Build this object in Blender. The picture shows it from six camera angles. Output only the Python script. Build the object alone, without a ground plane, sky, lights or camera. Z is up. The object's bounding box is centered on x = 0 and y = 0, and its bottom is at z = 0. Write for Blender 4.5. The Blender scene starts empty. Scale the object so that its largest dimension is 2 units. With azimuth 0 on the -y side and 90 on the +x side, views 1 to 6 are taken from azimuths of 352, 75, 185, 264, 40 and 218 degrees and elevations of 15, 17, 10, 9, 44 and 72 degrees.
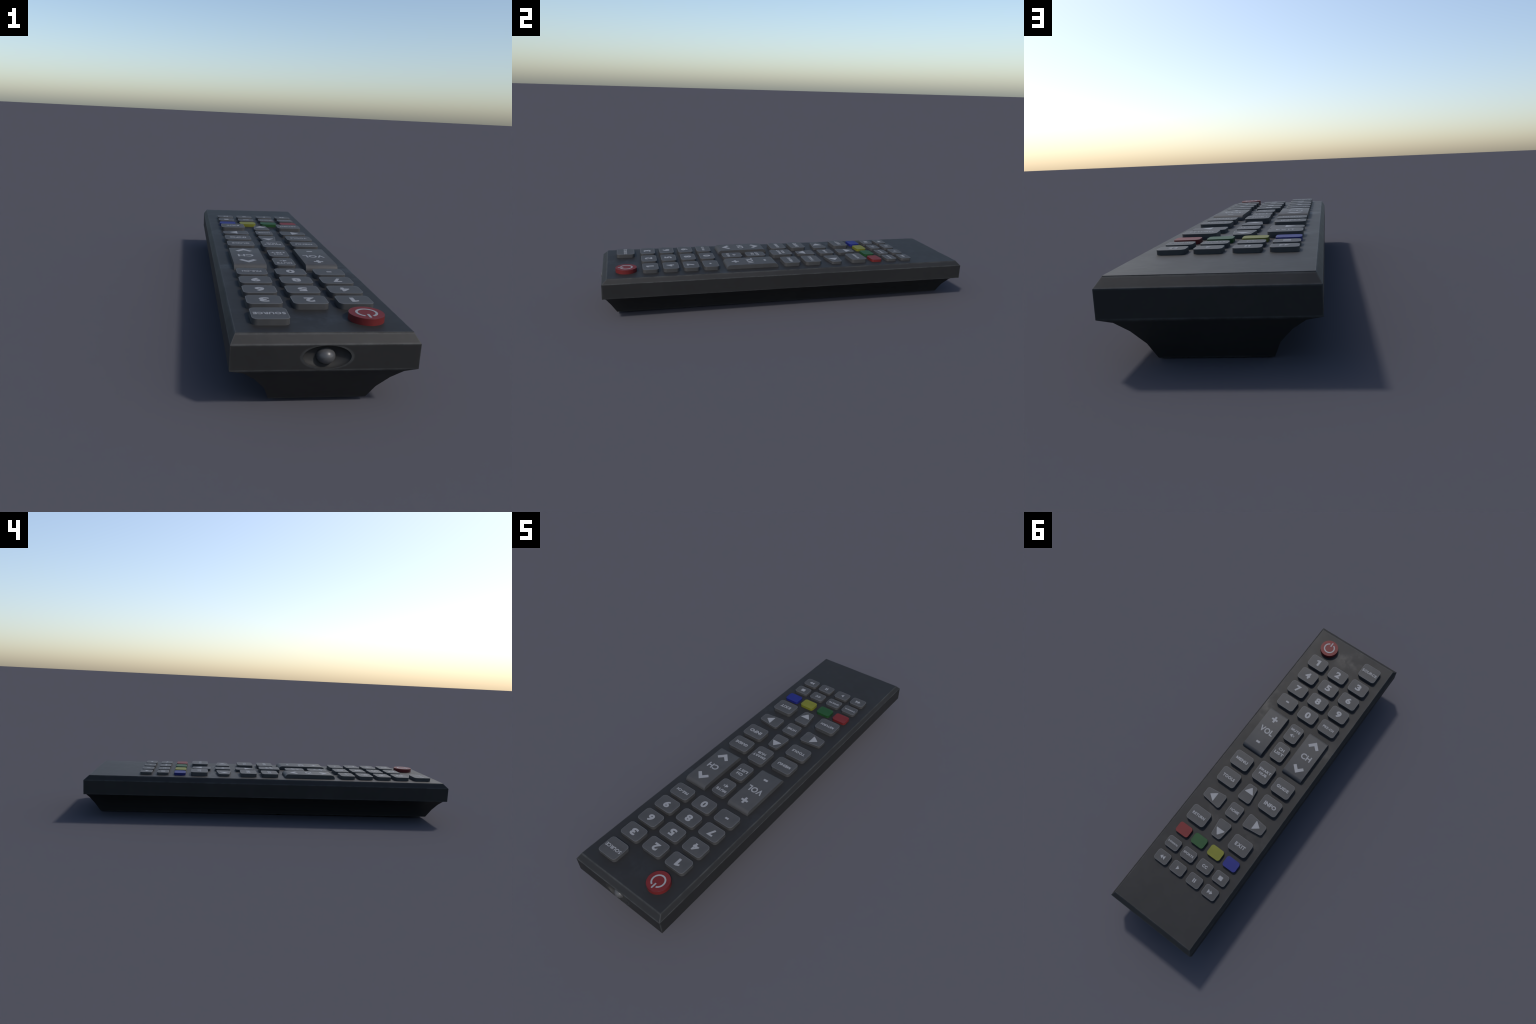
# A television remote control: tapered plastic body, rows of raised keys with
# printed legends, two rocker keys and an infrared emitter in the front end.
import bpy, bmesh, math
from mathutils import Vector, Matrix

scene = bpy.context.scene

# ------------------------------------------------------------------ sizes (m)
HALF_W = 0.2657           # body half width
Y_FRONT, Y_BACK = -0.9892, 0.9999
Y_MID = (Y_FRONT + Y_BACK) / 2
HALF_L = (Y_BACK - Y_FRONT) / 2
Z_LOW, Z_RIM, Z_TOP = 0.1184, 0.1934, 0.2192   # band bottom, band top, face
CHAMFER_X, CHAMFER_Y = 0.0145, 0.0260
PLATE_T = 0.0014          # how far the face plate stands above the shell
# undercut of the belly: (inset in x, inset in y, height)
BELLY = [(0.0370, 0.0040, 0.1110), (0.0730, 0.0195, 0.0850),
         (0.1040, 0.0400, 0.0470), (0.1215, 0.0675, 0.0000)]
EYE_X, EYE_Z, EYE_A, EYE_B, EYE_D = 0.001, 0.1576, 0.0680, 0.0336, 0.021
TILT = 0.0057             # the remote rests on its rear edge, front end raised


# ------------------------------------------------------------------ node help
class Nodes:
    def __init__(self, name):
        self.mat = bpy.data.materials.new(name)
        self.mat.use_nodes = True
        self.nt = self.mat.node_tree
        self.bsdf = self.nt.nodes["Principled BSDF"]

    def new(self, kind, **kw):
        n = self.nt.nodes.new(kind)
        for k, v in kw.items():
            setattr(n, k, v)
        return n

    def link(self, a, b):
        self.nt.links.new(a, b)

    def val(self, sock, v):
        if hasattr(v, "is_output"):
            self.link(v, sock)
        else:
            sock.default_value = v

    def math(self, op, a, b=0.0, clamp=False):
        n = self.new("ShaderNodeMath", operation=op)
        n.use_clamp = clamp
        self.val(n.inputs[0], a)
        self.val(n.inputs[1], b)
        return n.outputs[0]

    def ramp(self, x, lo, hi, a=0.0, b=1.0):
        n = self.new("ShaderNodeMapRange", interpolation_type="SMOOTHSTEP")
        self.val(n.inputs[0], x)
        for i, v in enumerate((lo, hi, a, b)):
            n.inputs[i + 1].default_value = v
        return n.outputs[0]

    def mix(self, f, a, b):
        n = self.new("ShaderNodeMix", data_type="RGBA")
        self.val(n.inputs[0], f)
        for sock, v in ((n.inputs[6], a), (n.inputs[7], b)):
            if isinstance(v, (tuple, list)):
                sock.default_value = (*v, 1.0)
            else:
                self.link(v, sock)
        return n.outputs[2]

    def coords(self, scale=(1, 1, 1), rot=(0, 0, 0), loc=(0, 0, 0)):
        if not hasattr(self, "tc"):
            self.tc = self.new("ShaderNodeTexCoord").outputs["Object"]
        m = self.new("ShaderNodeMapping")
        m.inputs["Scale"].default_value = scale
        m.inputs["Rotation"].default_value = rot
        m.inputs["Location"].default_value = loc
        self.link(self.tc, m.inputs["Vector"])
        return m.outputs[0]

    def noise(self, scale, detail=3.0, rough=0.55, vec=None, distort=0.0):
        n = self.new("ShaderNodeTexNoise")
        n.inputs["Scale"].default_value = scale
        n.inputs["Detail"].default_value = detail
        n.inputs["Roughness"].default_value = rough
        n.inputs["Distortion"].default_value = distort
        self.link(vec if vec is not None else self.coords(), n.inputs["Vector"])
        return n.outputs[0]

    def bump(self, h, strength, dist=0.001):
        n = self.new("ShaderNodeBump")
        n.inputs["Strength"].default_value = strength
        n.inputs["Distance"].default_value = dist
        self.link(h, n.inputs["Height"])
        self.link(n.outputs[0], self.bsdf.inputs["Normal"])


def near(n, x, centre, width):
    """1 where |x - centre| is well inside width, falling smoothly to 0."""
    d = n.math("ABSOLUTE", n.math("SUBTRACT", x, centre))
    return n.ramp(d, width * 0.35, width, 1.0, 0.0)


BODY = (0.0158, 0.0155, 0.0155)
BODY_WORN = (0.036, 0.037, 0.037)
KEY = (0.0465, 0.0462, 0.0470)
KEY_WORN = (0.076, 0.077, 0.079)


def shell_material(name, kind):
    """Matt black plastic. kind: 'upper', 'plate' or 'lower' sets where the
    edges are rubbed pale."""
    n = Nodes(name)
    sep = n.new("ShaderNodeSeparateXYZ")
    n.link(n.coords(), sep.inputs[0])
    X, Y, Z = sep.outputs
    ax = n.math("ABSOLUTE", X)
    ay = n.math("ABSOLUTE", n.math("SUBTRACT", Y, Y_MID))
    masks = []
    if kind == "upper":
        masks += [near(n, Z, Z_RIM, 0.0042), near(n, Z, Z_TOP - PLATE_T, 0.0050),
                  near(n, Z, Z_LOW, 0.0050)]
        u = n.math("DIVIDE", n.math("SUBTRACT", HALF_W, ax), CHAMFER_X)
        v = n.math("DIVIDE", n.math("SUBTRACT", HALF_L, ay), CHAMFER_Y)
        masks.append(near(n, n.math("SUBTRACT", u, v), 0.0, 0.26))
        # rubbed ring round the emitter recess
        ex = n.math("DIVIDE", n.math("SUBTRACT", X, EYE_X), EYE_A)
        ez = n.math("DIVIDE", n.math("SUBTRACT", Z, EYE_Z), EYE_B)
        e = n.math("SQRT", n.math("ADD", n.math("MULTIPLY", ex, ex), n.math("MULTIPLY", ez, ez)))
        front = n.ramp(Y, Y_FRONT + 0.006, Y_FRONT + 0.012, 1.0, 0.0)
        masks.append(n.math("MULTIPLY", near(n, e, 1.03, 0.12), front))
    elif kind == "plate":
        masks += [n.math("MULTIPLY", near(n, ax, HALF_W - CHAMFER_X, 0.0040), 0.8),
                  n.math("MULTIPLY", near(n, ay, HALF_L - CHAMFER_Y, 0.0045), 0.8)]
    else:
        masks += [n.math("MULTIPLY", near(n, Z, 0.0, 0.006), 0.7)]
    wear = masks[0]
    for m in masks[1:]:
        wear = n.math("MAXIMUM", wear, m)
    patchy = n.ramp(n.noise(20.0, 5.0, 0.65), 0.32, 0.66, 0.22, 1.1)
    wear = n.math("MULTIPLY", wear, patchy)
    # faint cloudy tone in the plastic
    tone = n.ramp(n.noise(5.0, 5.0, 0.6), 0.3, 0.72)
    base = n.mix(tone, tuple(c * 0.93 for c in BODY), tuple(c * 1.08 for c in BODY))
    n.link(n.mix(wear, base, BODY_WORN), n.bsdf.inputs["Base Color"])
    # handling polish: smoother, shinier smears
    smear = n.ramp(n.noise(11.0, 6.0, 0.64, distort=0.15), 0.42, 0.68)
    if kind == "plate":
        spots = None
        for (cx, cy, r) in ((0.24, -0.38, 0.15), (-0.01, -0.89, 0.14), (0.09, -0.92, 0.10),
                            (-0.225, -0.28, 0.10), (-0.174, 0.33, 0.10), (0.07, 0.33, 0.10),
                            (0.22, 0.56, 0.10)):
            dx = n.math("SUBTRACT", X, cx)
            dy = n.math("SUBTRACT", Y, cy)
            d = n.math("SQRT", n.math("ADD", n.math("MULTIPLY", dx, dx), n.math("MULTIPLY", dy, dy)))
            s = n.ramp(d, r * 0.2, r, 1.0, 0.0)
            spots = s if spots is None else n.math("MAXIMUM", spots, s)
        smear = n.math("MULTIPLY", smear, n.math("ADD", n.math("MULTIPLY", spots, 0.80), 0.20))
    else:
        smear = n.math("MULTIPLY", smear, 0.2)
    streak = n.noise(1.0, 4.0, 0.6, vec=n.coords(scale=(26, 260, 120), rot=(0, 0, math.radians(38))))
    rough = n.math("ADD", n.math("MULTIPLY", smear, -0.09),
                   n.math("ADD", n.math("MULTIPLY", streak, 0.08), 0.545))
    n.link(rough, n.bsdf.inputs["Roughness"])
    n.link(n.math("ADD", n.math("MULTIPLY", smear, 0.15), 0.285), n.bsdf.inputs["Specular IOR Level"])
    grain = n.math("ADD", n.math("MULTIPLY", n.noise(420.0, 2.0, 0.5), 0.5),
                   n.math("MULTIPLY", streak, 0.6))
    n.bump(grain, 0.05, 0.002)
    return n.mat


def plain_material(name, colour, rough=0.5, vary=0.07, spec=0.3):
    n = Nodes(name)
    t = n.ramp(n.noise(18.0, 4.0, 0.6), 0.3, 0.7)
    n.link(n.mix(t, tuple(c * (1 - vary) for c in colour), tuple(c * (1 + vary) for c in colour)),
           n.bsdf.inputs["Base Color"])
    r = n.math("ADD", n.math("MULTIPLY", n.noise(30.0, 3.0), 0.08), rough - 0.04)
    n.link(r, n.bsdf.inputs["Roughness"])
    n.bsdf.inputs["Specular IOR Level"].default_value = spec
    n.bump(n.noise(500.0, 2.0), 0.03, 0.002)
    return n.mat


MAT_UPPER = shell_material("black_shell_plastic", "upper")
MAT_PLATE = shell_material("black_face_plastic", "plate")
MAT_LOWER = shell_material("black_belly_plastic", "lower")
MAT_KEY = plain_material("grey_key_plastic", KEY, 0.58)
MAT_KEY_RIM = plain_material("rubbed_key_edge", KEY_WORN, 0.56)
MAT_PRINT = plain_material("pale_print", (0.212, 0.215, 0.224), 0.56, 0.03)
MAT_LED = plain_material("smoked_lens", (0.064, 0.064, 0.065), 0.33, 0.03, 0.4)
COLOURS = {"red": (0.110, 0.0095, 0.0100), "green": (0.0085, 0.048, 0.0110),
           "yellow": (0.118, 0.122, 0.0110), "blue": (0.0070, 0.0110, 0.118)}
MAT_COLOUR = {k: plain_material(k + "_key_plastic", c, 0.58) for k, c in COLOURS.items()}
MAT_COLOUR_RIM = {k: plain_material(k + "_key_edge", tuple(v * 0.6 for v in c), 0.5)
                  for k, c in COLOURS.items()}


MAT_RECESS = plain_material("dull_recess_plastic", (0.024, 0.0238, 0.0236), 0.6, 0.06, 0.2)


# ------------------------------------------------------------------ mesh help
def mesh_from_bm(bm, name, mats):
    me = bpy.data.meshes.new(name)
    bmesh.ops.recalc_face_normals(bm, faces=bm.faces[:])
    bm.to_mesh(me)
    bm.free()
    for m in mats:
        me.materials.append(m)
    return me


def make_object(name, me, parent, loc=(0, 0, 0)):
    ob = bpy.data.objects.new(name, me)
    scene.collection.objects.link(ob)
    ob.parent = parent
    ob.location = loc
    return ob


def bridge(bm, a, b, mat=0, smooth=False):
    out = []
    for i in range(len(a)):
        j = (i + 1) % len(a)
        f = bm.faces.new((a[i], a[j], b[j], b[i]))
        f.material_index = mat
        f.smooth = smooth
        out.append(f)
    return out


def rect_loop(bm, dx, dy, z):
    w, l = HALF_W - dx, HALF_L - dy
    return [bm.verts.new((sx * w, Y_MID + sy * l, z))
            for sx, sy in ((-1, -1), (1, -1), (1, 1), (-1, 1))]


def rounded_outline(corners, r, steps=7):
    """Corners counter-clockwise; each replaced by an arc of radius r."""
    pts = []
    k = len(corners)
    for i in range(k):
        p = Vector(corners[i])
        a = (Vector(corners[i - 1]) - p).normalized()
        b = (Vector(corners[(i + 1) % k]) - p).normalized()
        half = math.acos(max(-1, min(1, a.dot(b)))) / 2
        c = p + (a + b).normalized() * (r / math.sin(half))
        start = p + a * (r / math.tan(half)) - c
        sweep = math.pi - 2 * half
        for s in range(steps + 1):
            t = sweep * s / steps
            pts.append((c.x + start.x * math.cos(t) - start.y * math.sin(t),
                        c.y + start.x * math.sin(t) + start.y * math.cos(t)))
    return pts


def inset_outline(pts, d):
    out = []
    k = len(pts)
    for i in range(k):
        p0, p1, p2 = Vector(pts[i - 1]), Vector(pts[i]), Vector(pts[(i + 1) % k])
        e1, e2 = (p1 - p0).normalized(), (p2 - p1).normalized()
        nrm = Vector((-e1.y - e2.y, e1.x + e2.x)).normalized()
        cosv = max(0.5, nrm.dot(Vector((-e1.y, e1.x))))
        q = p1 + nrm * (d / cosv)
        out.append((q.x, q.y))
    return out


def key_mesh(name, outline, h, mats, rim=0.0018):
    """Straight-sided key with a crisp top edge and a narrow rubbed margin."""
    bm = bmesh.new()

    def loop(pts, z):
        return [bm.verts.new((x, y, z)) for x, y in pts]
    low = loop(outline, -0.004)
    mid = loop(outline, h - 0.0005)
    r1 = loop(inset_outline(outline, 0.0005), h - 0.00005)
    r2 = loop(inset_outline(outline, 0.0005 + rim), h)
    sides = bridge(bm, low, mid, 0, True)
    bridge(bm, mid, r1, 1, False)
    bridge(bm, r1, r2, 1, False)
    for v, u in zip(mid, mid[1:] + mid[:1]):
        bm.edges.get((v, u)).smooth = False
    bm.faces.new(r2).smooth = False
    bm.faces.new(list(reversed(low)))
    return mesh_from_bm(bm, name, mats)


def box_corners(a, b):
    return [(-a, -b), (a, -b), (a, b), (-a, b)]


# ------------------------------------------------------------------ the thing
remote = bpy.data.objects.new("remote_control", None)
scene.collection.objects.link(remote)
remote["label"] = "black television remote control with grey labelled rubber keys"
remote["category"] = "remote control"

# --- upper shell: chamfer, upright band and the narrow ledge under it
bm = bmesh.new()
loops = [rect_loop(bm, CHAMFER_X, CHAMFER_Y, Z_TOP - PLATE_T),
         rect_loop(bm, 0, 0, Z_RIM), rect_loop(bm, 0, 0, Z_LOW),
         rect_loop(bm, BELLY[0][0], BELLY[0][1], BELLY[0][2])]
for a, b in zip(loops, loops[1:]):
    bridge(bm, a, b)
bm.faces.new(loops[0])
bm.faces.new(list(reversed(loops[-1])))
bmesh.ops.recalc_face_normals(bm, faces=bm.faces[:])
sharp = [e for e in bm.edges if max(v.co.z for v in e.verts) > Z_LOW - 0.001
         and not all(abs(v.co.z - BELLY[0][2]) < 1e-5 for v in e.verts)]
bmesh.ops.bevel(bm, geom=sharp, offset=0.0006, segments=1, affect="EDGES", profile=0.5)
shell_me = mesh_from_bm(bm, "upper_shell", [MAT_UPPER])
shell = make_object("upper_shell", shell_me, remote)

# recess for the emitter, cut as an ellipsoid
bm = bmesh.new()
bmesh.ops.create_uvsphere(bm, u_segments=56, v_segments=28, radius=1.0)
bmesh.ops.transform(bm, verts=bm.verts[:], matrix=Matrix.LocRotScale(
    Vector((EYE_X, Y_FRONT, EYE_Z)), None, Vector((EYE_A, EYE_D, EYE_B))))
cutter = bpy.data.objects.new("cutter", mesh_from_bm(bm, "cutter", []))
scene.collection.objects.link(cutter)
mod = shell.modifiers.new("recess", "BOOLEAN")
mod.operation = "DIFFERENCE"
mod.solver = "EXACT"
mod.object = cutter
bpy.context.view_layer.update()
cut = bpy.data.meshes.new_from_object(shell.evaluated_get(bpy.context.evaluated_depsgraph_get()))
shell.modifiers.clear()
shell.data = cut
cut.name = "upper_shell"
bpy.data.objects.remove(cutter)
for p in cut.polygons:
    c = p.center
    p.material_index = 0
    d = ((c.x - EYE_X) / EYE_A) ** 2 + ((c.y - Y_FRONT) / EYE_D) ** 2 + ((c.z - EYE_Z) / EYE_B) ** 2
    p.use_smooth = d < 1.02 and c.y > Y_FRONT + 1e-4
cut.materials.clear()
cut.materials.append(MAT_UPPER)
cut.materials.append(MAT_RECESS)
for p in cut.polygons:
    p.material_index = 1 if p.use_smooth else 0

# --- lower shell: concave belly down to the flat foot
bm = bmesh.new()
first = (BELLY[0][0], BELLY[0][1], BELLY[0][2] + 0.0015)
prof = [BELLY[0]] + BELLY[1:]
loops = [rect_loop(bm, *first)] + [rect_loop(bm, *p) for p in prof[1:]]
for a, b in zip(loops, loops[1:]):
    bridge(bm, a, b, 0, True)
bm.faces.new(loops[0])
foot = bm.faces.new(list(reversed(loops[-1])))
for e in bm.edges:
    a, b = e.verts
    if abs(a.co.z - b.co.z) > 0.01:      # mitred corners stay crisp
        e.smooth = False
    if e in foot.edges:
        e.smooth = False
for e in bm.edges:
    if all(abs(v.co.z - first[2]) < 1e-6 for v in e.verts):
        e.smooth = False
make_object("lower_shell", mesh_from_bm(bm, "lower_shell", [MAT_LOWER]), remote)

# --- face plate, a thin slab lying on the shell
bm = bmesh.new()
g = 0.0004
loops = [rect_loop(bm, CHAMFER_X + g, CHAMFER_Y + g, Z_TOP - PLATE_T - 0.003),
         rect_loop(bm, CHAMFER_X + g, CHAMFER_Y + g, Z_TOP - 0.0005),
         rect_loop(bm, CHAMFER_X + g + 0.0006, CHAMFER_Y + g + 0.0006, Z_TOP)]
for a, b in zip(loops, loops[1:]):
    bridge(bm, a, b)
bm.faces.new(loops[-1])
bm.faces.new(list(reversed(loops[0])))
make_object("face_plate", mesh_from_bm(bm, "face_plate", [MAT_PLATE]), remote)

# --- infrared emitter: a round-nosed lamp in the recess
LED_R, LED_H, LED_TIP = 0.0272, 0.0232, -0.9990
bm = bmesh.new()
prof = [(LED_R, -0.942)] + [(LED_R * math.cos(t), LED_TIP + LED_R * (1 - math.sin(t)))
                            for t in [math.pi / 2 * i / 14 for i in range(14)]]
rings = [[bm.verts.new((EYE_X - 0.001 + r * math.cos(a), y, 0.1553 + r * LED_H / LED_R * math.sin(a)))
          for a in [2 * math.pi * k / 40 for k in range(40)]] for r, y in prof]
for a, b in zip(rings, rings[1:]):
    bridge(bm, a, b, 0, True)
tip = bm.verts.new((EYE_X - 0.001, LED_TIP, 0.1553))
for k in range(40):
    bm.faces.new((rings[-1][k], rings[-1][(k + 1) % 40], tip)).smooth = True
bm.faces.new(list(reversed(rings[0])))
make_object("infrared_emitter", mesh_from_bm(bm, "infrared_emitter", [MAT_LED]), remote)


# ------------------------------------------------------------------ legends
PRINT_T = 0.0007


def place_print(me, name, key, top, cx=0.0, cy=0.0):
    """Lay a flat legend on a key. Legends read with their top to the front
    end (-y), so they are turned half round."""
    me.materials.clear()
    me.materials.append(MAT_PRINT)
    ob = make_object(name, me, key, (cx, cy, top))
    ob.rotation_euler = (0, 0, math.pi)
    return ob


# letter and figure drawn straight and square, as on the real legends
DRAWN = {"M": [(0, 0), (0.155, 0), (0.155, 0.45), (0.295, 0), (0.425, 0), (0.565, 0.45), (0.565, 0),
               (0.72, 0), (0.72, 0.70), (0.495, 0.70), (0.36, 0.25), (0.225, 0.70), (0, 0.70)],
         "1": [(0.165, 0), (0.36, 0), (0.36, 0.70), (0.22, 0.70), (0, 0.585), (0, 0.43), (0.165, 0.50)]}
GLYPHS = {}


def glyph(ch, weight):
    """Outline mesh of one character, cap height about 0.7, x starting at 0:
    list of vertices and list of faces."""
    if (ch, weight) in GLYPHS:
        return GLYPHS[ch, weight]
    if ch == "9":                      # a six turned upside down
        pts, faces = glyph("6", weight)
        w, h = max(p[0] for p in pts), max(p[1] for p in pts) + min(p[1] for p in pts)
        GLYPHS[ch, weight] = ([(w - px, h - py, pz) for px, py, pz in pts], faces)
        return GLYPHS[ch, weight]
    if ch in DRAWN:
        me = shape_mesh([DRAWN[ch]])
        for v in me.vertices:
            v.co.z = 0.5 if v.co.z > 0 else -0.5
    else:
        cu = bpy.data.curves.new("legend", "FONT")
        cu.body = ch
        cu.size = 1.0
        cu.offset = weight
        cu.extrude = 0.5
        cu.resolution_u = 5
        ob = bpy.data.objects.new("legend", cu)
        scene.collection.objects.link(ob)
        bpy.context.view_layer.update()
        me = bpy.data.meshes.new_from_object(ob.evaluated_get(bpy.context.evaluated_depsgraph_get()))
        bpy.data.objects.remove(ob)
    x0 = min(v.co.x for v in me.vertices)
    pts = [(v.co.x - x0, v.co.y, v.co.z) for v in me.vertices]
    GLYPHS[ch, weight] = (pts, [tuple(p.vertices) for p in me.polygons])
    bpy.data.meshes.remove(me)
    return GLYPHS[ch, weight]


SIDE = {"R": 0.25, "L": 0.3, "A": 0.5, "V": 0.3, "T": 0.7, "P": 0.6, "F": 0.5, "E": 0.8, "C": 0.8}


def text_mesh(s, w, h, weight, gap=0.085):
    """A word set letter by letter and fitted to width w and height h."""
    verts, faces, x = [], [], 0.0
    weight += 0.008
    for ch in s:
        pts, fs = glyph(ch, weight)
        base = len(verts)
        verts += [(px + x, py, pz) for px, py, pz in pts]
        faces += [[i + base for i in f] for f in fs]
        x += max(p[0] for p in pts) + gap * SIDE.get(ch, 1.0)
    xs, ys = [v[0] for v in verts], [v[1] for v in verts]
    mx, my = (min(xs) + max(xs)) / 2, (min(ys) + max(ys)) / 2
    kx, ky = w / (max(xs) - min(xs)), h / (max(ys) - min(ys))
    me = bpy.data.meshes.new("legend")
    me.from_pydata([((px - mx) * kx, (py - my) * ky, PRINT_T * (pz + 0.5) - 0.0002)
                    for px, py, pz in verts], [], faces)
    me.update()
    return me


def shape_mesh(polys):
    """Flat icon from outlines (reading orientation), given a little body."""
    bm = bmesh.new()
    for pts in polys:
        lo = [bm.verts.new((x, y, -0.0002)) for x, y in pts]
        hi = [bm.verts.new((x, y, PRINT_T - 0.0002)) for x, y in pts]
        bridge(bm, lo, hi)
        f1, f2 = bm.faces.new(hi), bm.faces.new(list(reversed(lo)))
        f1.normal_update()
        f2.normal_update()
        bmesh.ops.triangulate(bm, faces=[f1, f2], ngon_method="EAR_CLIP")
    return mesh_from_bm(bm, "symbol", [])


def bar(cx, cy, w, h, ang=0.0):
    c, s = math.cos(ang), math.sin(ang)
    return [(cx + x * c - y * s, cy + x * s + y * c)
            for x, y in ((-w / 2, -h / 2), (w / 2, -h / 2), (w / 2, h / 2), (-w / 2, h / 2))]


def triangle(w, h, r=0.0, dx=0.0, dy=0.0, turn=0):
    """Triangle pointing up (turn quarter turns anticlockwise)."""
    pts = [(-w / 2, -h / 2), (w / 2, -h / 2), (0, h / 2)]
    if r:
        pts = rounded_outline(pts, r, 4)
    for _ in range(turn):
        pts = [(-y, x) for x, y in pts]
    return [(x + dx, y + dy) for x, y in pts]


def chevron(w, h, t, turn=0):
    k = t * 1.38
    pts = [(-w / 2, -h / 2 + t * 0.32), (-w / 2 + t * 0.66, -h / 2 - t * 0.30), (0, h / 2 - k),
           (w / 2 - t * 0.66, -h / 2 - t * 0.30), (w / 2, -h / 2 + t * 0.32), (0, h / 2)]
    if turn:
        pts = [(-x, -y) for x, y in pts]
    return pts


def ring_strips(r0, r1, a0, a1, steps=44):
    """Open ring as a row of small quads."""
    out = []
    for i in range(steps):
        u, v = a0 + (a1 - a0) * i / steps, a0 + (a1 - a0) * (i + 1) / steps
        out.append([(r0 * math.cos(u), r0 * math.sin(u)), (r1 * math.cos(u), r1 * math.sin(u)),
                    (r1 * math.cos(v), r1 * math.sin(v)), (r0 * math.cos(v), r0 * math.sin(v))])
    return out


# ------------------------------------------------------------------ keys
GREY = [MAT_KEY, MAT_KEY_RIM]
Y_SHIFT = -0.0002


def key(name, me, x, y):
    return make_object(name, me, remote, (x, y + Y_SHIFT, Z_TOP + 0.0005))


def rect_key(name, a, b, h, r=0.017, mats=GREY):
    return key_mesh(name, rounded_outline(box_corners(a, b), r), h, mats, 0.0018 if mats is GREY else 0.0006)


COL = 0.1428
number_me = rect_key("number_key", 0.0555, 0.0398, 0.0187)
for row, y in enumerate((-0.7460, -0.6420, -0.5372)):
    for c in range(3):
        d = str(row * 3 + c + 1)
        k = key("number_key", number_me, COL * (1 - c) - 0.001, y)
        place_print(text_mesh(d, 0.0240 if d == "1" else 0.0315, 0.0390, 0.036), "key_label", k, 0.0187, 0.001, -0.002)
k = key("number_key", number_me, -0.0015, -0.4330)
place_print(text_mesh("0", 0.0310, 0.0395, 0.036), "key_label", k, 0.0187)
k = key("number_key", number_me, COL - 0.001, -0.4335)
place_print(shape_mesh([bar(0, 0, 0.0185, 0.0098)]), "key_symbol", k, 0.0187, 0.001, -0.001)
k = key("number_key", number_me, -COL - 0.001, -0.4335)
place_print(text_mesh("PRE-CH", 0.0710, 0.0148, 0.034), "key_label", k, 0.0187)

# source and power
k = key("source_key", rect_key("source_key", 0.0550, 0.0470, 0.0187), -0.1444, -0.8655)
place_print(text_mesh("SOURCE", 0.0950, 0.0175, 0.022), "key_label", k, 0.0187, 0.0, -0.001)

disc = [(0.0528 * math.cos(2 * math.pi * i / 56), 0.0528 * math.sin(2 * math.pi * i / 56)) for i in range(56)]
k = key("power_key", key_mesh("power_key", disc, 0.0205, [MAT_COLOUR["red"], MAT_COLOUR_RIM["red"]], 0.0010),
        0.1428, -0.8672)
gap = math.radians(24)
place_print(shape_mesh(ring_strips(0.0258, 0.0330, math.pi / 2 + gap, math.pi * 2.5 - gap) +
                       [rounded_outline([(x, y + 0.0270) for x, y in box_corners(0.0036, 0.0138)], 0.0014, 3)]),
            "key_symbol", k, 0.0205)

# mute and channel list
small_me = rect_key("function_key", 0.0405, 0.0545, 0.0175)
k = key("function_key", small_me, -0.0015, -0.2912)
place_print(text_mesh("MUTE", 0.0595, 0.0152, 0.034), "key_label", k, 0.0175, 0.0, -0.0212)
speaker = [(-0.0140, -0.0045), (-0.0088, -0.0045), (-0.0010, -0.0120), (-0.0010, 0.0120),
           (-0.0088, 0.0045), (-0.0140, 0.0045)]
place_print(shape_mesh([speaker, bar(0.0072, 0, 0.0145, 0.0022, math.radians(48)),
                        bar(0.0072, 0.0, 0.0145, 0.0022, math.radians(-48))]),
            "key_symbol", k, 0.0175, -0.001, 0.0120)
k = key("function_key", small_me, -0.0018, -0.1573)
place_print(text_mesh("CH", 0.0360, 0.0168, 0.036), "key_label", k, 0.0175, 0.0, -0.0165)
place_print(text_mesh("LIST", 0.0585, 0.0168, 0.036), "key_label", k, 0.0175, 0.0, 0.0100)

# rockers: a profile along y, swept across the width
ROCKER = [(-0.1408, -0.004), (-0.1405, 0.000), (-0.1390, 0.0075), (-0.1348, 0.0140), (-0.1285, 0.0192), (-0.1205, 0.0213),
          (0.1205, 0.0213), (0.1285, 0.0192), (0.1342, 0.0148), (0.1392, 0.0088), (0.1405, 0.000), (0.1408, -0.004)]


def rocker_mesh():
    bm = bmesh.new()
    a = 0.0618
    left = [bm.verts.new((-a, y, z)) for y, z in ROCKER]
    right = [bm.verts.new((a, y, z)) for y, z in ROCKER]
    for i in range(len(ROCKER) - 1):
        bm.faces.new((left[i], right[i], right[i + 1], left[i + 1])).smooth = True
    bm.faces.new((left[0], left[-1], right[-1], right[0]))
    bm.faces.new(left)
    bm.faces.new(list(reversed(right)))
    rims = [e for e in bm.edges if len({round(v.co.x, 4) for v in e.verts}) == 1
            and min(v.co.z for v in e.verts) > -0.001]
    for e in rims:
        e.smooth = False
    return mesh_from_bm(bm, "rocker_key", GREY)


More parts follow.
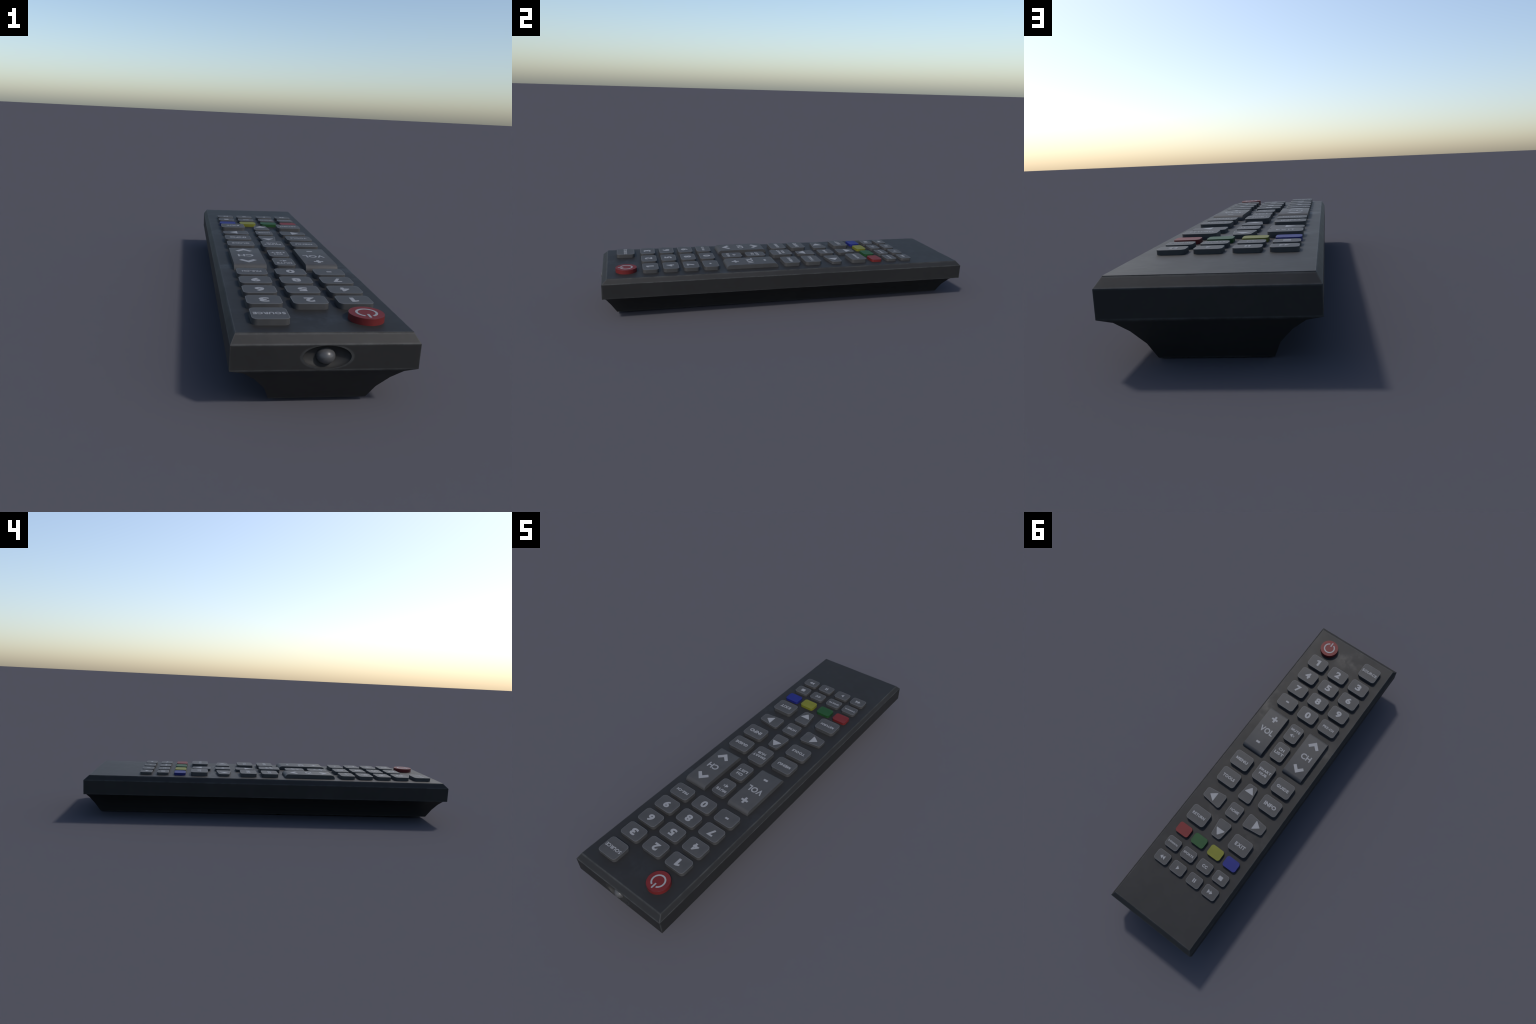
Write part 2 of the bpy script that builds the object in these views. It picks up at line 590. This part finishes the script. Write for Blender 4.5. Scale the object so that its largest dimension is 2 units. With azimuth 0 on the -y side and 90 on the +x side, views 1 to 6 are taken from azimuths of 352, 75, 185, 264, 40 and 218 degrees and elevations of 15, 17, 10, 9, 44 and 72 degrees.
rocker_me = rocker_mesh()
RT = 0.0212
k = key("rocker_key", rocker_me, 0.1370, -0.2155)
plus = [(x, y) for x, y in [(-0.0185, -0.0054), (-0.0060, -0.0054), (-0.0056, -0.0195), (0.0056, -0.0195),
                            (0.0060, -0.0054), (0.0185, -0.0054), (0.0185, 0.0054), (0.0060, 0.0054),
                            (0.0060, 0.0195), (-0.0060, 0.0195), (-0.0060, 0.0054), (-0.0185, 0.0054)]]
place_print(shape_mesh([plus]), "key_symbol", k, RT, -0.001, -0.0838)
place_print(text_mesh("VOL", 0.0860, 0.0355, 0.020), "key_label", k, RT, -0.0026, -0.0030)
place_print(shape_mesh([bar(0, 0, 0.0235, 0.0120)]), "key_symbol", k, RT, -0.002, 0.0795)
k = key("rocker_key", rocker_me, -0.1380, -0.2150)
place_print(shape_mesh([chevron(0.0690, 0.0410, 0.0185)]), "key_symbol", k, RT, -0.003, -0.0880)
place_print(text_mesh("CH", 0.0620, 0.0345, 0.020), "key_label", k, RT, -0.0040, 0.0000)
place_print(shape_mesh([chevron(0.0690, 0.0410, 0.0185, 1)]), "key_symbol", k, RT, -0.0045, 0.0880)

# menu block
for s, x, y, h, (a, b), (w, th), dy in (
        ("MENU", 0.1420, 0.0070, 0.0192, (0.0572, 0.0458), (0.0760, 0.0168), -0.001),
        ("GUIDE", -0.1402, 0.0068, 0.0192, (0.0582, 0.0452), (0.0770, 0.0172), 0.001),
        ("TOOLS", 0.1419, 0.1271, 0.0190, (0.0582, 0.0452), (0.0765, 0.0168), 0.001),
        ("INFO", -0.1411, 0.1269, 0.0190, (0.0588, 0.0445), (0.0745, 0.0218), 0.000),
        ("RETURN", 0.1418, 0.3966, 0.0198, (0.0580, 0.0455), (0.0800, 0.0150), 0.000),
        ("EXIT", -0.1415, 0.3976, 0.0198, (0.0582, 0.0455), (0.0640, 0.0195), 0.001)):
    k = key("function_key", rect_key("function_key", a, b, h), x, y)
    place_print(text_mesh(s, w, th * 1.04, 0.036), "key_label", k, h, 0.0, dy)
k = key("function_key", rect_key("function_key", 0.0475, 0.0590, 0.0212), -0.0010, -0.0063)
place_print(text_mesh("SMART", 0.0765, 0.0155, 0.036), "key_label", k, 0.0212, -0.0015, -0.0108)
place_print(text_mesh("HUB", 0.0485, 0.0155, 0.036), "key_label", k, 0.0212, -0.0020, 0.0130)
k = key("function_key", rect_key("function_key", 0.0398, 0.0430, 0.0135, 0.014), -0.0005, 0.2645)
place_print(text_mesh("HOME", 0.0565, 0.0156, 0.018), "key_label", k, 0.0135, 0.0, -0.001)

# direction pad: four keys tapering away from the middle
nav_x = [(-0.0600, -0.0280), (-0.0600, 0.0280), (0.0600, 0.0425), (0.0600, -0.0425)]   # narrow end at -x
nav_y = [(-0.0410, 0.0515), (-0.0285, -0.0515), (0.0285, -0.0515), (0.0410, 0.0515)]   # narrow end at -y


def nav_mesh(corners):
    area = sum(corners[i - 1][0] * corners[i][1] - corners[i][0] * corners[i - 1][1] for i in range(4))
    if area < 0:
        corners = list(reversed(corners))
    return key_mesh("direction_key", rounded_outline(corners, 0.0130), 0.0133, GREY)


right_me = nav_mesh(nav_x)
left_me = nav_mesh([(-x, y) for x, y in nav_x])
up_me = nav_mesh(nav_y)
down_me = nav_mesh([(x, -y) for x, y in nav_y])
NT = 0.0133
TRI_W, TRI_H, TRI_R = 0.0560, 0.0372, 0.0022
k = key("direction_key", left_me, 0.1405, 0.2625)
place_print(shape_mesh([triangle(TRI_W, TRI_H, TRI_R, turn=1)]), "key_symbol", k, NT, 0.0110, -0.0015)
k = key("direction_key", right_me, -0.1385, 0.2625)
place_print(shape_mesh([triangle(TRI_W, TRI_H, TRI_R, turn=3)]), "key_symbol", k, NT, -0.0115, -0.0010)
k = key("direction_key", up_me, -0.0005, 0.1380)
place_print(shape_mesh([triangle(TRI_W, TRI_H, TRI_R)]), "key_symbol", k, NT, -0.0015, -0.0200)
k = key("direction_key", down_me, 0.0000, 0.3870)
place_print(shape_mesh([triangle(TRI_W, TRI_H, TRI_R, turn=2)]), "key_symbol", k, NT, -0.0005, 0.0175)

# four-column rows: colours, then playback
COL4 = (0.1607, 0.0557, -0.0550, -0.1597)
SH = 0.0137
for c, x in zip(("red", "green", "yellow", "blue"), COL4):
    key("colour_key", rect_key("colour_key", 0.0412, 0.0307, SH, 0.014,
                               [MAT_COLOUR[c], MAT_COLOUR_RIM[c]]), x, 0.5034)
media_me = rect_key("media_key", 0.0412, 0.0312, SH, 0.014)
for s, x, w, th, wt in (("E-MANUAL", COL4[0], 0.0630, 0.0100, 0.030), ("SPORTS", COL4[1], 0.0625, 0.0120, 0.036),
                        ("CC", COL4[2], 0.0310, 0.0168, 0.036)):
    k = key("media_key", media_me, x, 0.5950)
    place_print(text_mesh(s, w, th, wt), "key_label", k, SH, 0.001, -0.001)
k = key("media_key", media_me, COL4[3], 0.5950)
place_print(shape_mesh([bar(0, 0, 0.0232, 0.0215)]), "key_symbol", k, SH, 0.000, 0.0)
double = [triangle(0.0225, 0.0145, dx=-0.0072, turn=1), triangle(0.0225, 0.0155, dx=0.0070, turn=1)]
icons = [double,
         [triangle(0.0225, 0.0150, turn=3)],
         [bar(-0.0050, 0, 0.0062, 0.0205), bar(0.0050, 0, 0.0062, 0.0205)],
         [[(-x, y) for x, y in reversed(p)] for p in double]]
for x, polys in zip(COL4, icons):
    k = key("media_key", media_me, x, 0.6842)
    place_print(shape_mesh(polys), "key_symbol", k, SH, 0.001, 0.0)

# ------------------------------------------------------------------ rest pose
remote.rotation_euler = (-TILT, 0, 0)
remote.location = (0, -0.0008, 0.0053)
bpy.context.view_layer.update()
